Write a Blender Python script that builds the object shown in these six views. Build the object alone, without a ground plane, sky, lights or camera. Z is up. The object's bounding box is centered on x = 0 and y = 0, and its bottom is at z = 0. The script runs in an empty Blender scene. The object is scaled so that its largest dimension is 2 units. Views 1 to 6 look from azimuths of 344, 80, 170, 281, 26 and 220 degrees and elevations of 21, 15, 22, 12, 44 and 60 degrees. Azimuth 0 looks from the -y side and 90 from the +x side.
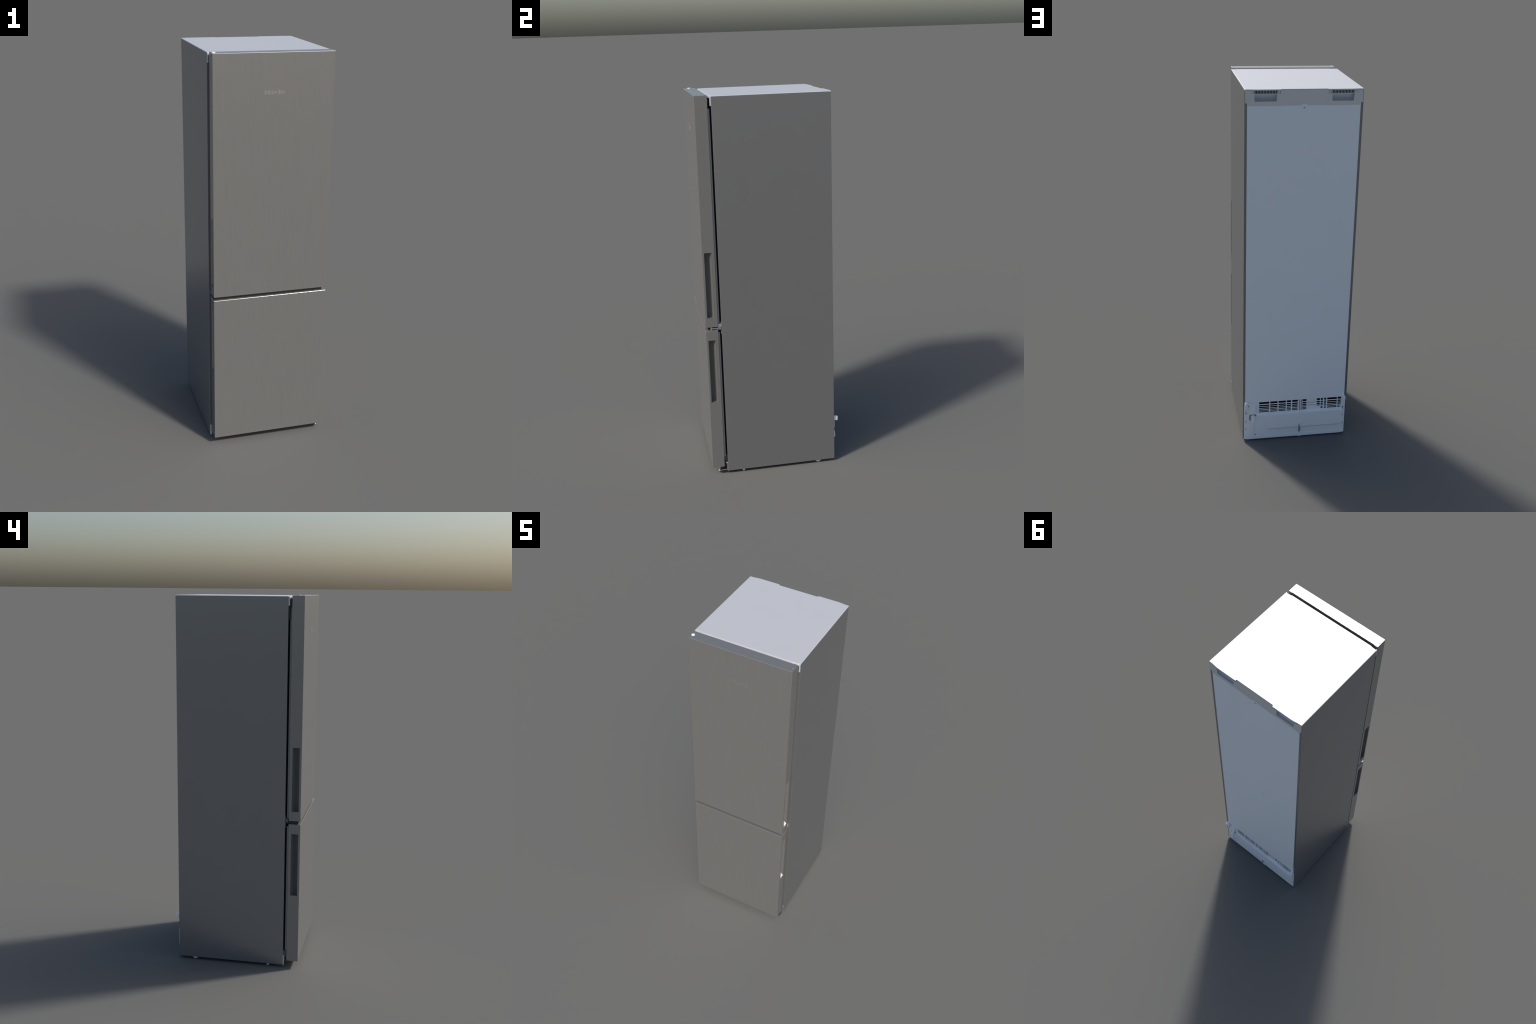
"""Free-standing fridge-freezer: two brushed doors on a painted cabinet.
Frame: metres, z up, front faces -y."""
import bpy, bmesh, math
from mathutils import Vector, Matrix

# ------------------------------------------------------------------ sizes
CAB_X = 0.2962            # half width of the cabinet
CAB_FRONT, CAB_BACK = -0.2640, 0.3226
CAB_BOT, CAB_TOP = 0.0130, 1.9945
DOOR_X = 0.2896           # half width of the doors
DOOR_FRONT, DOOR_REAR = -0.3455, -0.2812
UP_BOT, UP_TOP = 0.8308, 1.9978
LO_BOT, LO_TOP = 0.0368, 0.8136

# ------------------------------------------------------------------ materials
def material(name, color, rough, metal=0.0, spec=0.5, grain=None, mottle=0.0, coat=0.0):
    """grain=(sx,sy,sz,amount): streak noise stretched along the small scale axis."""
    m = bpy.data.materials.new(name)
    m.use_nodes = True
    nt = m.node_tree
    b = nt.nodes["Principled BSDF"]
    b.inputs["Roughness"].default_value = rough
    b.inputs["Metallic"].default_value = metal
    b.inputs["Specular IOR Level"].default_value = spec
    b.inputs["Coat Weight"].default_value = coat
    tc = nt.nodes.new("ShaderNodeTexCoord")
    mp = nt.nodes.new("ShaderNodeMapping")
    no = nt.nodes.new("ShaderNodeTexNoise")
    rp = nt.nodes.new("ShaderNodeValToRGB")
    nt.links.new(tc.outputs["Object"], mp.inputs["Vector"])
    nt.links.new(mp.outputs["Vector"], no.inputs["Vector"])
    nt.links.new(no.outputs["Fac"], rp.inputs["Fac"])
    nt.links.new(rp.outputs["Color"], b.inputs["Base Color"])
    if grain:
        mp.inputs["Scale"].default_value = grain[:3]
        amt = grain[3]
        no.inputs["Scale"].default_value = 1.0
        no.inputs["Detail"].default_value = 4.0
        no.inputs["Roughness"].default_value = 0.65
        bp = nt.nodes.new("ShaderNodeBump")
        bp.inputs["Strength"].default_value = 0.02
        bp.inputs["Distance"].default_value = 0.0005
        nt.links.new(no.outputs["Fac"], bp.inputs["Height"])
        nt.links.new(bp.outputs["Normal"], b.inputs["Normal"])
    else:
        mp.inputs["Scale"].default_value = (1, 1, 1)
        amt = max(mottle, 0.008)
        no.inputs["Scale"].default_value = 9.0
        no.inputs["Detail"].default_value = 3.0
    e = rp.color_ramp.elements
    e[0].position, e[1].position = 0.3, 0.7
    e[0].color = tuple(c * (1 - amt) for c in color) + (1,)
    e[1].color = tuple(min(1, c * (1 + amt)) for c in color) + (1,)
    return m

STEEL = material("brushed_steel", (0.308, 0.304, 0.294), 0.24, 0.57, grain=(380, 380, 6.0, 0.05))
PAINT = material("cabinet_grey_paint", (0.266, 0.266, 0.266), 0.28, 0.54)
LID = material("pale_lid_plastic", (0.605, 0.612, 0.628), 0.40, 0.22)
WHITE = material("back_sheet", (0.95, 0.955, 0.965), 0.5, 0.0)
BAND = material("grey_vent_plastic", (0.75, 0.75, 0.75), 0.3, 0.35)
COVER = material("pale_cover_plastic", (0.95, 0.955, 0.965), 0.4, 0.0)
RUBBER = material("gasket_rubber", (0.26, 0.26, 0.27), 0.5, 0.0)
DARK = material("dark_backing", (0.015, 0.015, 0.016), 0.8, 0.0)  # near-black of the added backing and fill blocks
DARK_PLASTIC = material("plinth_plastic", (0.14, 0.14, 0.135), 0.5, 0.0)  # dark warm grey plastic, one even colour
CHROME = material("bright_steel", (0.75, 0.75, 0.75), 0.25, 1.0)
CAP = material("white_cap_plastic", (0.96, 0.96, 0.96), 0.4, 0.0)
BADGE = material("badge_steel", (0.305, 0.302, 0.295), 0.50, 0.6)
DARK_GREY = material("dark_grey", (0.20, 0.20, 0.21), 0.5, 0.0)  # dark grey for screws and cable, also for plates drawn as slots
FILLER = material("slot_filler_dark", (0.025, 0.025, 0.025), 0.5, 0.0)
FOOT = material("foot_plastic", (0.62, 0.62, 0.63), 0.5, 0.0)
SCREW_SHADE_GREY = material("screw_shade_grey", (0.48, 0.48, 0.48), 0.5, 0.0)  # grey for a screw, the painted tray shadow and a groove strip

# ------------------------------------------------------------------ helpers
ROOT = bpy.data.objects.new("refrigerator", None)
bpy.context.scene.collection.objects.link(ROOT)
ROOT["label"] = "tall brushed-steel fridge freezer with two doors and side grips"
ROOT["category"] = "refrigerator"

def add(name, bm, mat, parent=None, kind=None):
    bmesh.ops.recalc_face_normals(bm, faces=bm.faces)
    me = bpy.data.meshes.new(name)
    bm.to_mesh(me)
    bm.free()
    me.materials.append(mat)
    ob = bpy.data.objects.new(name, me)
    bpy.context.scene.collection.objects.link(ob)
    ob.parent = parent or ROOT
    if kind:
        ob["kind"] = kind
    return ob

def box_bm(x0, x1, y0, y1, z0, z1, bevel=0.0, seg=2, bm=None):
    bm2 = bmesh.new()
    bmesh.ops.create_cube(bm2, size=1.0)
    for v in bm2.verts:
        v.co = Vector((x0 if v.co.x < 0 else x1, y0 if v.co.y < 0 else y1, z0 if v.co.z < 0 else z1))
    if bevel:
        bmesh.ops.bevel(bm2, geom=bm2.edges[:], offset=bevel, segments=seg, profile=0.5, affect='EDGES')
    return merge(bm, bm2)

def merge(bm, bm2):
    if bm is None:
        return bm2
    me = bpy.data.meshes.new("tmp")
    bm2.to_mesh(me)
    bm2.free()
    bm.from_mesh(me)
    bpy.data.meshes.remove(me)
    return bm

def box(name, x0, x1, y0, y1, z0, z1, mat, parent=None, bevel=0.0008, seg=2, kind=None):
    return add(name, box_bm(x0, x1, y0, y1, z0, z1, bevel, seg), mat, parent, kind)

def prism_bm(pts, axis, a0, a1, bevel=0.0, seg=2, bm=None):
    """Extrude a 2D outline along an axis. axis 'x': pts=(y,z); 'y': (x,z); 'z': (x,y)."""
    def mk(p, a):
        return {'x': (a, p[0], p[1]), 'y': (p[0], a, p[1]), 'z': (p[0], p[1], a)}[axis]
    b = bmesh.new()
    A = [b.verts.new(mk(p, a0)) for p in pts]
    B = [b.verts.new(mk(p, a1)) for p in pts]
    n = len(pts)
    b.faces.new(A)
    b.faces.new(B[::-1])
    for i in range(n):
        b.faces.new((A[i], B[i], B[(i + 1) % n], A[(i + 1) % n]))
    bmesh.ops.recalc_face_normals(b, faces=b.faces)
    if bevel:
        bmesh.ops.bevel(b, geom=b.edges[:], offset=bevel, segments=seg, profile=0.5, affect='EDGES')
    return merge(bm, b)

def cyl_bm(c, r, h, axis='z', r2=None, seg=32, bevel=0.0, bm=None):
    b = bmesh.new()
    bmesh.ops.create_cone(b, cap_ends=True, segments=seg, radius1=r, radius2=r if r2 is None else r2, depth=h)
    if bevel:
        rim = [e for e in b.edges if abs(e.verts[0].co.z - e.verts[1].co.z) < 1e-6]
        bmesh.ops.bevel(b, geom=rim, offset=bevel, segments=2, profile=0.5, affect='EDGES')
    rot = {'z': Matrix.Identity(4), 'x': Matrix.Rotation(math.pi / 2, 4, 'Y'), 'y': Matrix.Rotation(-math.pi / 2, 4, 'X')}[axis]
    bmesh.ops.transform(b, matrix=Matrix.Translation(c) @ rot, verts=b.verts)
    return merge(bm, b)

def tube_bm(pts, r, seg=12, bm=None):
    """Round tube through points."""
    b = bmesh.new()
    rings = []
    P = [Vector(p) for p in pts]
    for i, p in enumerate(P):
        t = (P[min(i + 1, len(P) - 1)] - P[max(i - 1, 0)]).normalized()
        u = t.cross(Vector((0, 1, 0))).normalized()
        w = t.cross(u)
        rings.append([b.verts.new(p + r * (math.cos(a) * u + math.sin(a) * w))
                      for a in (2 * math.pi * k / seg for k in range(seg))])
    for q, s in zip(rings, rings[1:]):
        for k in range(seg):
            b.faces.new((q[k], q[(k + 1) % seg], s[(k + 1) % seg], s[k]))
    b.faces.new(rings[0])
    b.faces.new(rings[-1])
    return merge(bm, b)

def cut(ob, bm):
    """Subtract a closed bmesh from an object's mesh."""
    bmesh.ops.recalc_face_normals(bm, faces=bm.faces)
    me = bpy.data.meshes.new("cutter")
    bm.to_mesh(me)
    bm.free()
    co = bpy.data.objects.new("cutter", me)
    bpy.context.scene.collection.objects.link(co)
    md = ob.modifiers.new("cut", 'BOOLEAN')
    md.operation, md.solver, md.object = 'DIFFERENCE', 'EXACT', co
    bpy.context.view_layer.update()
    ev = ob.evaluated_get(bpy.context.evaluated_depsgraph_get())
    new = bpy.data.meshes.new_from_object(ev)
    ob.modifiers.clear()
    ob.data = new
    bpy.data.objects.remove(co)
    bpy.data.meshes.remove(me)

def smooth(ob, deg=35):
    ob.data.shade_smooth()
    ob.data.set_sharp_from_angle(angle=math.radians(deg))
    return ob

def mirror_pts(pts):
    return pts + [(-x, y) for x, y in reversed(pts)]

# ------------------------------------------------------------------ cabinet
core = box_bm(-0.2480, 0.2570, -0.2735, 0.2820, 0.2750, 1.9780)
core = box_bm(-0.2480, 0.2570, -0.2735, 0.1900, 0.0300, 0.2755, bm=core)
add("core_fill", core, DARK)  # dark block added to fill the unseen interior and stop see-through
for s in (-1, 1):
    # painted side sheet, folded round the back edge
    x0, x1 = sorted((s * CAB_X, s * (CAB_X - 0.004)))
    side = box_bm(x0, x1, CAB_FRONT, CAB_BACK, CAB_BOT, CAB_TOP - 0.0022, 0.0016, 4)
    a0, a1 = sorted((s * (CAB_X - 0.0125), s * (CAB_X - 0.0035)))
    side = box_bm(a0, a1, CAB_BACK - 0.004, CAB_BACK - 0.0006, 0.232, 1.9270, 0, bm=side)
    a0, a1 = sorted((s * (CAB_X - 0.024), s * (CAB_X - 0.0035)))
    side = box_bm(a0, a1, CAB_FRONT + 0.0008, CAB_FRONT + 0.004, CAB_BOT + 0.001, CAB_TOP - 0.004, 0, bm=side)
    add("side_panel", side, PAINT)
# divider between the compartments and floor of the cabinet
box("compartment_divider", -0.284, 0.284, -0.2665, -0.230, 0.790, 0.856, DARK_PLASTIC)
box("floor_panel", -0.2915, 0.2915, -0.255, 0.312, 0.0145, 0.0300, DARK_PLASTIC)

# lid: bulged front, rear edge stepping out over the two vents
half = [(0.0, -0.2728), (0.2560, -0.2728), (0.2650, -0.2697), (0.2860, -0.2683), (0.2935, -0.2655), (0.2957, -0.2620),
        (0.2962, 0.3225), (0.2950, 0.3250), (0.2700, 0.3258), (0.2560, 0.3285), (0.2360, 0.3305), (0.1195, 0.3305), (0.1170, 0.3290),
        (0.1170, 0.3222), (0.0, 0.3222)]
outline = half + [(-x, y) for x, y in reversed(half[1:-1])]
lid = bmesh.new()
def ring(z, inset):
    out = []
    for x, y in outline:
        sx = (abs(x) - inset) * (1 if x >= 0 else -1) if abs(x) > 0.28 else x
        out.append(lid.verts.new((sx, y + (inset * 2.6 if y < 0 else -inset * 0.5), z)))
    return out
# the skirt is only deep at the front; the top sheet itself is thin
rings = [ring(z, i) for z, i in [(1.9885, 0.0006), (1.9892, 0.0), (1.9908, 0.0), (1.9926, 0.0004), (1.9938, 0.0012), (CAB_TOP, 0.0028)]]
n = len(outline)
for a, b in zip(rings, rings[1:]):
    for i in range(n):
        lid.faces.new((a[i], a[(i + 1) % n], b[(i + 1) % n], b[i]))
lid.faces.new(rings[0][::-1])
lid.faces.new(rings[-1])
# front lip below the sheet and the two corner legs
lip = [(-0.2700, 1.9895), (-0.2722, 1.9880), (-0.2726, 1.9850), (-0.2715, 1.9815), (-0.2690, 1.9800), (-0.2620, 1.9800), (-0.2620, 1.9890)]
prism_bm(lip, 'x', -0.258, 0.258, bm=lid)
for s in (-1, 1):
    x0, x1 = sorted((s * 0.2560, s * 0.2930))
    prism_bm([(y + 0.0018, z) for y, z in lip], 'x', x0, x1, bm=lid)
    x0, x1 = sorted((s * 0.2885, s * 0.2955))
    box_bm(x0, x1, -0.2705, -0.2630, 1.9470, 1.9930, 0.0015, bm=lid)
top = add("top_panel", lid, LID)

# ------------------------------------------------------------------ rear
back = box("back_panel", -0.2842, 0.2842, 0.3120, 0.3226, 0.2450, 1.9200, WHITE, bevel=0.0006)
box("rating_plate", -0.0408, 0.0408, 0.3220, 0.3245, 1.0008, 1.0470, WHITE, bevel=0.0018)
screw = add("screw", cyl_bm((0.0005, 0.3228, 1.9026), 0.0048, 0.003, 'y', seg=24, bevel=0.0006), SCREW_SHADE_GREY)

# ventilation strip under the lid
band_out = [(0.2935, 1.9890), (0.2935, 1.9268), (0.2842, 1.9268), (0.2842, 1.9135), (0.0175, 1.9135), (0.0125, 1.9180),
            (0.0070, 1.9203), (0.0, 1.9206)]
band_pts = band_out + [(-x, zz) for x, zz in reversed(band_out[:-1])]
band = add("vent_strip", prism_bm(band_pts, 'y', 0.2850, 0.3240), BAND)
for s in (-1, 1):
    # scoop: deep under the grille, running out flush at its lower edge
    b = bmesh.new()
    prof = [(0.3260, 1.9342), (0.3260, 1.9990), (0.2940, 1.9990)]
    prof += [(0.3240 - 0.0300 * math.sin(a), 1.9710 - 0.0368 * math.cos(a)) for a in [math.radians(90 - 10 * k) for k in range(10)]]
    wid = [0.0585 if z > 1.98 else 0.0535 + 0.0050 * ((z - 1.9342) / 0.037) ** 0.6 for y, z in prof]
    cx = s * 0.1926
    A = [b.verts.new((cx - wid[i], y, z)) for i, (y, z) in enumerate(prof)]
    B = [b.verts.new((cx + wid[i], y, z)) for i, (y, z) in enumerate(prof)]
    b.faces.new(A); b.faces.new(B[::-1])
    for i in range(len(prof)):
        b.faces.new((A[i], B[i], B[(i + 1) % len(prof)], A[(i + 1) % len(prof)]))
    bmesh.ops.triangulate(b, faces=b.faces[:])
    cut(band, b)
    # shallow notches for the clips beside the grille
    x0, x1 = sorted((s * 0.1190, s * 0.1345))
    cut(band, box_bm(x0, x1, 0.3180, 0.3300, 1.9715, 1.9990))
    x0, x1 = sorted((s * 0.2510, s * 0.2660))
    cut(band, box_bm(x0, x1, 0.3205, 0.3300, 1.9735, 1.9990))
    x0, x1 = sorted((s * 0.1225, s * 0.1330))
    box("vent_clip", x0, x1, 0.3165, 0.3222, 1.9745, 1.9885, BAND, band, 0.001)
    # grille: rail and upright bars
    g0, g1 = sorted((s * 0.1345, s * 0.2512))
    grille = add("vent_grille", box_bm(g0, g1, 0.3150, 0.3222, 1.9692, 1.9722, 0.0004), BAND, band)
    nb = 16
    proto = None
    for i in range(nb):
        x = g0 + 0.0030 + (g1 - g0 - 0.006) * i / (nb - 1)
        if proto is None:
            proto = box("grille_bar", -0.0011, 0.0011, 0.3160, 0.3215, 1.9715, 1.9890, BAND, grille, 0.0003)
            bar = proto
        else:
            bar = proto.copy()
            bpy.context.scene.collection.objects.link(bar)
            bar.parent = grille
        bar.location.x = x
    box("vent_backing", g0 + 0.0005, g1 - 0.0005, 0.3040, 0.3165, 1.9722, 1.9885, DARK, band, 0)  # solid dark block added behind the bars, no open cavity

# side seams on the strip
for s in (-1, 1):
    x0, x1 = sorted((s * 0.2792, s * 0.2802))
    box("strip_seam", x0, x1, 0.3236, 0.3243, 1.9275, 1.9880, BAND, band, 0)

# ------------------------------------------------------------------ compressor cover
VY = 0.3183                      # vent face
lower = [(0.2680, 0.0062), (0.2905, 0.0108), (0.2910, 0.2255), (0.2815, 0.2255), (0.2815, 0.1640)]
lower_pts = lower + [(-x, z) for x, z in reversed(lower)]
cover = add("compressor_cover", prism_bm(lower_pts, 'y', 0.3100, 0.3236, bevel=0.0008), COVER)
# dark plates laid on the flange in place of cut slots
for s in (-1, 1):
    for zc in (0.1785, 0.1260, 0.0775):
        x = s * 0.2785
        box("flange_slot_plate", x - 0.0020, x + 0.0020, 0.3225, 0.3240, zc - 0.0040, zc + 0.0040, DARK_GREY, cover, 0)
# ledge and raised tray front
ledge = prism_bm([(0.3120, 0.1732), (VY + 0.0005, 0.1728), (0.3302, 0.1672), (0.3316, 0.1640), (0.3316, 0.0725), (0.3304, 0.0710), (0.3120, 0.0700)],
                 'x', -0.2745, 0.1495, 0.0004)
add("cover_tray", ledge, COVER, cover)
add("cover_ledge", prism_bm([(0.3120, 0.1735), (VY, 0.1735), (0.3238, 0.1620), (0.3238, 0.1560), (0.3120, 0.1560)], 'x', 0.1480, 0.2815), COVER, cover)
box("tray_shadow_strip", -0.2740, 0.1490, 0.3232, 0.3309, 0.0694, 0.0712, SCREW_SHADE_GREY, cover, 0)  # shadow under the tray edge, put in as a grey strip
# bottom rail
add("cover_rail", prism_bm([(0.3200, 0.0285), (0.3245, 0.0262), (0.3245, 0.0240), (0.3228, 0.0225), (0.3200, 0.0225)], 'x', -0.2800, 0.2220), COVER, cover)

# louvred vent: frame pieces around openings and thin slats across them
rows = [(0.2312, 0.2416), (0.2168, 0.2236), (0.2053, 0.2116), (0.1960, 0.2002), (0.1860, 0.1898), (0.1768, 0.1815)]
cols = [(0.2035, 0.1465), (0.1405, 0.0990), (0.0930, 0.0515), (0.0460, 0.0218), (0.0152, -0.0172), (-0.0435, -0.0672),
        (-0.1268, -0.1453), (-0.1498, -0.1625), (-0.1695, -0.1815), (-0.1875, -0.2435), (-0.2482, -0.2672)]
Z0, Z1 = 0.1700, 0.2600
vent = bmesh.new()
xs = [0.2842] + [v for c in cols for v in c] + [-0.2842]
for i in range(0, len(xs), 2):      # uprights between the columns
    box_bm(xs[i + 1], xs[i], VY - 0.0025, VY, Z0, Z1, 0, bm=vent)
frame = add("vent_frame", vent, COVER, cover)
slats = bmesh.new()
for ci, (xa, xb) in enumerate(cols):
    zt = Z1
    for ri, (za, zb) in enumerate((a - 0.0020, b) for a, b in rows):
        if ci == 6 and ri > 3:
            box_bm(xb, xa, VY - 0.0025, VY, Z0, zt, 0, bm=slats)
            zt = None
            break
        box_bm(xb - 0.0002, xa + 0.0002, VY - 0.0015, VY - 0.0003, zb, zt, 0, bm=slats)
        zt = za
    if zt:
        box_bm(xb - 0.0002, xa + 0.0002, VY - 0.0022, VY - 0.0003, Z0, zt, 0, bm=slats)
box_bm(-0.2680, -0.2620, VY - 0.0022, VY - 0.0003, 0.1740, 0.1905, 0, bm=slats)
add("louvre_slat", slats, COVER, cover, kind="stuff")
# blank panel with two thin steps
box("blank_panel", -0.1235, -0.0690, VY, VY + 0.0012, 0.1750, 0.2410, COVER, cover, 0.0006)
for zc in (0.2205, 0.2035):
    box("blank_step", -0.1220, -0.0705, VY + 0.0010, VY + 0.0020, zc - 0.0008, zc + 0.0008, DARK_GREY, cover, 0)
# upper blank beside the socket
box("blank_panel", 0.2065, 0.2830, VY, VY + 0.0022, 0.2230, 0.2590, COVER, cover, 0.0006)

# cable channel running down the cover
ch = bmesh.new()
for xa, xb in ((-0.0245, -0.0205), (-0.0340, -0.0285), (-0.0430, -0.0390)):
    box_bm(xb if xb < xa else xa, max(xa, xb), VY, VY + 0.0045, 0.1690, 0.2420, 0.0006, bm=ch)
box_bm(-0.0465, -0.0210, 0.3240, 0.3328, 0.1075, 0.1690, 0.0008, bm=ch)
for xa in (-0.0305, -0.0445):
    box_bm(xa, xa + 0.0100, 0.3240, 0.3350, 0.0890, 0.1060, 0.0012, bm=ch)
box_bm(-0.0400, -0.0345, 0.3225, 0.3326, 0.0360, 0.0910, 0.0006, bm=ch)
box_bm(-0.0225, -0.0195, 0.3225, 0.3326, 0.0360, 0.0910, 0.0006, bm=ch)
box_bm(-0.0400, -0.0200, 0.3225, 0.3262, 0.0050, 0.0330, 0.0015, bm=ch)
add("cable_channel", ch, COVER, cover)
for xa, za, zb in ((-0.0285, 0.170, 0.242), (-0.0390, 0.170, 0.242)):  # dark strips and blocks stand in for the groove depth
    box("groove_strip", xa, xa + 0.0044, VY - 0.0005, VY + 0.0010, za, zb, DARK_GREY, cover, 0)
box("groove_strip", -0.0285, -0.0232, 0.3236, 0.3320, 0.0380, 0.0900, DARK_GREY, cover, 0)
box("groove_strip", -0.0370, -0.0340, 0.3236, 0.3320, 0.0380, 0.0900, SCREW_SHADE_GREY, cover, 0)

# wall spacers
for s in (-1, 1):
    x0, x1 = sorted((s * 0.2705, s * 0.2870))
    sp = add("wall_spacer", box_bm(x0, x1, 0.3160, 0.3467, 0.2335, 0.2560, 0.0030, 3), COVER, cover)
    x0, x1 = sorted((s * 0.2700, s * 0.2900))
    box("spacer_bracket", x0, x1, 0.3120, 0.3250, 0.2050, 0.2330, COVER, cover, 0.0015)

# power socket, plug and cable bend
box("power_socket", 0.2225, 0.2600, 0.3150, 0.3365, 0.1740, 0.2170, COVER, cover, 0.005, 4)
box("socket_hood", 0.2235, 0.2590, 0.3150, 0.3262, 0.2165, 0.2235, COVER, cover, 0.0015)
plug = prism_bm([(0.3230, 0.1700), (0.3350, 0.1690), (0.3415, 0.1420), (0.3420, 0.1160), (0.3330, 0.1120), (0.3265, 0.0400), (0.3230, 0.0370)],
                'x', 0.2325, 0.2480, 0.0025, 3)
add("power_plug", plug, COVER, cover)
arch = [(0.2560 - 0.0, 0.3255, 0.1340)] + [(0.2395 + 0.0170 * math.cos(a), 0.3255, 0.1560 + 0.0150 * math.sin(a))
        for a in [math.pi * k / 10 for k in range(0, 10)]]
add("power_cable", tube_bm(arch, 0.0036), DARK_GREY, cover)
add("cable_tray", prism_bm([(0.2280, 0.1380), (0.2100, 0.1420), (0.1960, 0.1450), (0.1500, 0.1470), (0.1500, 0.1540), (0.1900, 0.1540), (0.2130, 0.1580)],
                           'y', 0.3225, 0.3258, 0.0008), COVER, cover)
for x, z in ((0.2237, 0.0360), (0.2645, 0.2215), (0.1822, 0.1520)):
    add("screw", cyl_bm((x, 0.3242 if z < 0.2 else 0.3205, z), 0.0032, 0.0016, 'y', seg=20), DARK_GREY, cover)

# ------------------------------------------------------------------ doors
def door(z0, z1, grip0, grip1):
    d = add("door", box_bm(-DOOR_X, DOOR_X, DOOR_FRONT, DOOR_REAR, z0, z1, 0.0022, 6), STEEL)
    for s in (-1, 1):
        # grip: undercut behind the front face, its floor curving out to the rear edge
        y0, y1 = -0.3346, -0.2968
        P = [(y1 - 0.0002, 0.0), (-0.3115, 0.0310), (-0.3335, 0.0340)]
        curve = []
        for k in range(13):
            t = k / 12
            curve.append(tuple((1 - t) ** 2 * P[0][i] + 2 * t * (1 - t) * P[1][i] + t * t * P[2][i] for i in (0, 1)))
        prof = [(y1, -0.0015)] + curve + [(y0, 0.0320), (y0, -0.0015)]
        b = prism_bm([(s * (DOOR_X - dep), y) for y, dep in prof], 'z', grip0, grip1)
        cut(d, b)
        # thin lip round the mouth
        lipb = bmesh.new()
        t = 0.0009
        x0, x1 = sorted((s * (DOOR_X - 0.0008), s * (DOOR_X + 0.0005)))
        box_bm(x0, x1, y0 - t, y0, grip0 - t, grip1 + t, 0, bm=lipb)
        box_bm(x0, x1, y1, y1 + t, grip0 - t, grip1 + t, 0, bm=lipb)
        box_bm(x0, x1, y0, y1, grip0 - t, grip0, 0, bm=lipb)
        box_bm(x0, x1, y0, y1, grip1, grip1 + t, 0, bm=lipb)
        add("grip_lip", lipb, STEEL, d)
    return d

upper = door(UP_BOT, UP_TOP, 0.8825, 1.2252)
lower_door = door(LO_BOT, LO_TOP, 0.4165, 0.7602)
# the rear of the upper door steps in between its two corner pieces
cut(upper, box_bm(-0.2665, 0.2665, -0.2848, -0.2700, 1.9420, 2.0100))

# gaskets behind the doors
for z0, z1, d in ((0.8460, 1.9340, upper), (0.0940, 0.8000, lower_door)):
    for s in (-1, 1):
        x0, x1 = sorted((s * 0.2590, s * 0.2855))
        g = box_bm(x0, x1, DOOR_REAR - 0.001, -0.2775, z0, z1, 0.0005)
        x0, x1 = sorted((s * 0.2590, s * 0.2835))
        g = box_bm(x0, x1, -0.2780, -0.2728, z0 + 0.001, z1 - 0.001, 0.0005, bm=g)
        add("door_gasket", g, RUBBER, d)
    box("door_gasket", -0.2600, 0.2600, DOOR_REAR - 0.001, -0.2738, z1 - 0.016, z1 - 0.0005, RUBBER, d, 0.0005)
    box("door_gasket", -0.2600, 0.2600, DOOR_REAR - 0.001, -0.2738, z0 + 0.0005, z0 + 0.016, RUBBER, d, 0.0005)

# plug on the unused hinge hole, steel disc for the hole on the hinged side
add("hinge_cap", cyl_bm((-0.2775, -0.3152, 1.9985), 0.0088, 0.0030, 'z', seg=40, bevel=0.0010), CAP, upper)
add("hinge_hole_disc", cyl_bm((0.2745, -0.3105, 1.9978), 0.0080, 0.0006, 'z', seg=32), STEEL, upper)  # flat disc stands in for the hole, nothing is cut
add("hinge_glint", cyl_bm((0.2800, -0.3205, 1.9982), 0.0016, 0.0008, 'z', seg=16, bevel=0.0003), LID, upper)  # pale stub stands in for the highlight on the hole's countersink

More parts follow.
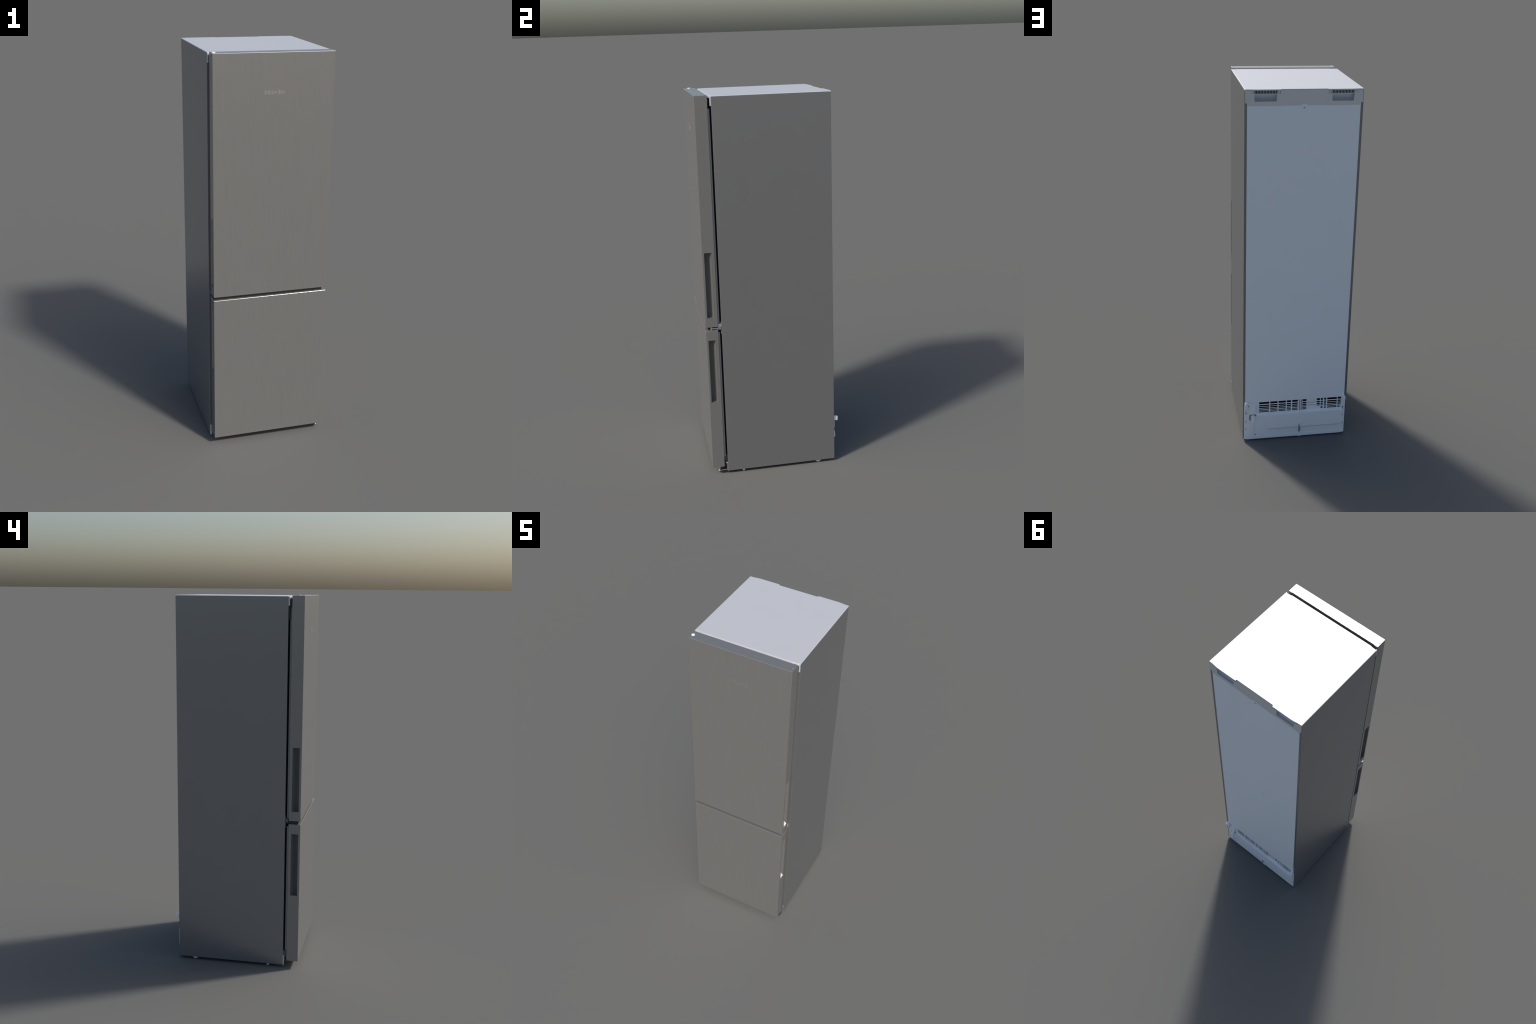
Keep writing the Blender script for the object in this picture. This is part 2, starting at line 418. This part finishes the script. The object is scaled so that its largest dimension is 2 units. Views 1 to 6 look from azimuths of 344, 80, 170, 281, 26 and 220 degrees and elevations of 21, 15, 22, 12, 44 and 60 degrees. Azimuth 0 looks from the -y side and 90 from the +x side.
# ------------------------------------------------------------------ badge
def badge():
    """Five slab-serif letters drawn as outlines and given 0.8 mm of depth."""
    B, T, XH = 1.8092, 1.8284, 1.8240
    sets = []
    # M
    sets.append([[(-.0502, B), (-.0502, B + .0028), (-.0482, B + .0036), (-.0468, T - .0036), (-.0492, T - .0028), (-.0492, T), (-.0405, T), (-.0345, B + .0085),
                  (-.0283, T), (-.0187, T), (-.0187, T - .0028), (-.0205, T - .0036), (-.0205, B + .0036), (-.0182, B + .0028), (-.0182, B),
                  (-.0318, B), (-.0318, B + .0028), (-.0298, B + .0036), (-.0298, B + .0110), (-.0372, B + .0010), (-.0385, B + .0010), (-.0445, B + .0110),
                  (-.0440, B + .0036), (-.0420, B + .0028), (-.0420, B)]])
    # i : stem with serifs, slanted dot
    sets.append([[(-.0172, B), (-.0172, B + .0026), (-.0156, B + .0030), (-.0156, XH - .0036), (-.0174, XH - .0028), (-.0174, XH - .0006), (-.0070, XH),
                  (-.0070, B + .0030), (-.0050, B + .0026), (-.0050, B)],
                 [(-.0134, XH + .0016), (-.0082, XH + .0052), (-.0070, XH + .0016)]])
    # e
    def e_letter(cx, rx):
        cy, ry = (B + XH) / 2, (XH - B) / 2 + .0006
        out = []
        for k in range(0, 41):
            a = math.radians(-2 + (322 + 2) * k / 40)
            out.append((cx + rx * math.cos(a), cy + ry * math.sin(a)))
        for k in range(0, 17):
            a = math.radians(318 - (318 - 182) * k / 16)
            out.append((cx + .10 * rx + rx * .50 * math.cos(a), cy - .0006 + ry * .66 * math.sin(a)))
        eye = [(cx + rx * (-.30 + .60 * k / 10), cy + .0014 + ry * .44 * math.sin(math.pi * k / 10) ** 0.7) for k in range(11)]
        return [out, eye[::-1]]
    sets.append(e_letter(.0060, .0094))
    # l
    L = T + .0006
    sets.append([[(.0158, B), (.0158, B + .0026), (.0178, B + .0030), (.0178, L - .0034), (.0158, L - .0026), (.0158, L), (.0276, L),
                  (.0276, B + .0030), (.0297, B + .0026), (.0297, B)]])
    sets.append(e_letter(.0402, .0102))
    for loops in sets:
        cu = bpy.data.curves.new("badge_letter", 'CURVE')
        cu.dimensions = '2D'
        cu.fill_mode = 'BOTH'
        cu.extrude = 0.0003
        for lp in loops:
            sp = cu.splines.new('POLY')
            sp.points.add(len(lp) - 1)
            for p, (x, z) in zip(sp.points, lp):
                p.co = (x, z, 0, 1)
            sp.use_cyclic_u = True
        tmp = bpy.data.objects.new("tmp", cu)
        bpy.context.scene.collection.objects.link(tmp)
        bpy.context.view_layer.update()
        me = bpy.data.meshes.new_from_object(tmp.evaluated_get(bpy.context.evaluated_depsgraph_get()))
        bpy.data.objects.remove(tmp)
        me.transform(Matrix.Translation((0, DOOR_FRONT - 0.0002, 0)) @ Matrix.Rotation(math.pi / 2, 4, 'X'))
        me.materials.clear()
        me.materials.append(BADGE)
        ob = bpy.data.objects.new("badge_letter", me)
        bpy.context.scene.collection.objects.link(ob)
        ob.parent = upper
badge()

# ------------------------------------------------------------------ hinges, plinth, feet
# bracket seen in the slot above the door
box("hinge_bracket", 0.1920, 0.2480, -0.2860, -0.2640, 1.9600, 1.9720, RUBBER)
# middle hinge: arm, pin block, screwed plate
mid = add("hinge", prism_bm([(-0.3170, 0.8205), (-0.3170, 0.8258), (-0.2680, 0.8272), (-0.2650, 0.8250), (-0.2650, 0.8150), (-0.2690, 0.8148), (-0.3000, 0.8185)],
                            'x', 0.2640, 0.2880, 0.0008), CHROME)
add("hinge_glint", cyl_bm((0.2790, -0.3150, 0.8225), 0.0050, 0.0160, 'z', seg=24, bevel=0.0006), CHROME, mid)
box("hinge_plate", 0.2660, 0.2900, -0.2800, -0.2640, 0.8285, 0.8450, RUBBER, mid, 0.0006)
add("hinge_screw", cyl_bm((0.2875, -0.2670, 0.8350), 0.0034, 0.0060, 'y', seg=20, bevel=0.001), CHROME, mid)
box("hinge_cover", -0.2900, -0.2660, -0.2780, -0.2640, 0.8240, 0.8440, DARK_PLASTIC)
box("hinge_cover", -0.2850, -0.2600, -0.2795, -0.2640, 1.8800, 1.9790, FILLER)
# added dark block that fills the slot between the doors
box("slot_filler", -0.2840, 0.2620, -0.3325, -0.2660, 0.8150, 0.8294, FILLER, None, 0.0006)
# bottom hinge
bot = add("hinge", prism_bm([(-0.2640, 0.0080), (-0.2640, 0.0600), (-0.2690, 0.0600), (-0.2690, 0.0235), (-0.3040, 0.0205), (-0.3120, 0.0200), (-0.3120, 0.0170), (-0.3040, 0.0165), (-0.2690, 0.0185), (-0.2670, 0.0080)],
                            'x', 0.2680, 0.2930, 0.0006), CHROME)
add("hinge_glint", cyl_bm((0.2780, -0.3097, 0.0215), 0.0048, 0.0290, 'z', seg=24, bevel=0.001), CHROME, bot)
add("hinge_washer", cyl_bm((0.2780, -0.3097, 0.0125), 0.0078, 0.0040, 'z', seg=24, bevel=0.0012), CHROME, bot)
add("hinge_screw", cyl_bm((0.2890, -0.2680, 0.0590), 0.0030, 0.0050, 'y', seg=20, bevel=0.001), CHROME, bot)
box("corner_plate", -0.2955, -0.2880, -0.2690, -0.2630, 0.0110, 0.0690, LID, None, 0.0012)
# plinth leaning back under the cabinet
add("plinth", prism_bm([(-0.2600, 0.0930), (-0.2790, 0.0920), (-0.2785, 0.0700), (-0.2670, 0.0140), (-0.2600, 0.0140)], 'x', -0.2870, 0.2640, 0.0006), DARK_PLASTIC)
# the rear parts sit a touch inside the side panels
for ob in bpy.data.objects:
    if ob.parent is ROOT and ob.name.split(".")[0] in {"back_panel", "rating_plate", "screw", "vent_strip", "compressor_cover"}:
        ob.location.y = -0.0012
for s in (-1, 1):
    x = s * 0.2835
    add("foot", cyl_bm((x, -0.1785, 0.0080), 0.0070, 0.0140, 'z', r2=0.0095, seg=28, bevel=0.001), FOOT)
    add("roller", cyl_bm((s * 0.2790, 0.2325, 0.0180), 0.0180, 0.0220, 'x', seg=40, bevel=0.002), FOOT)
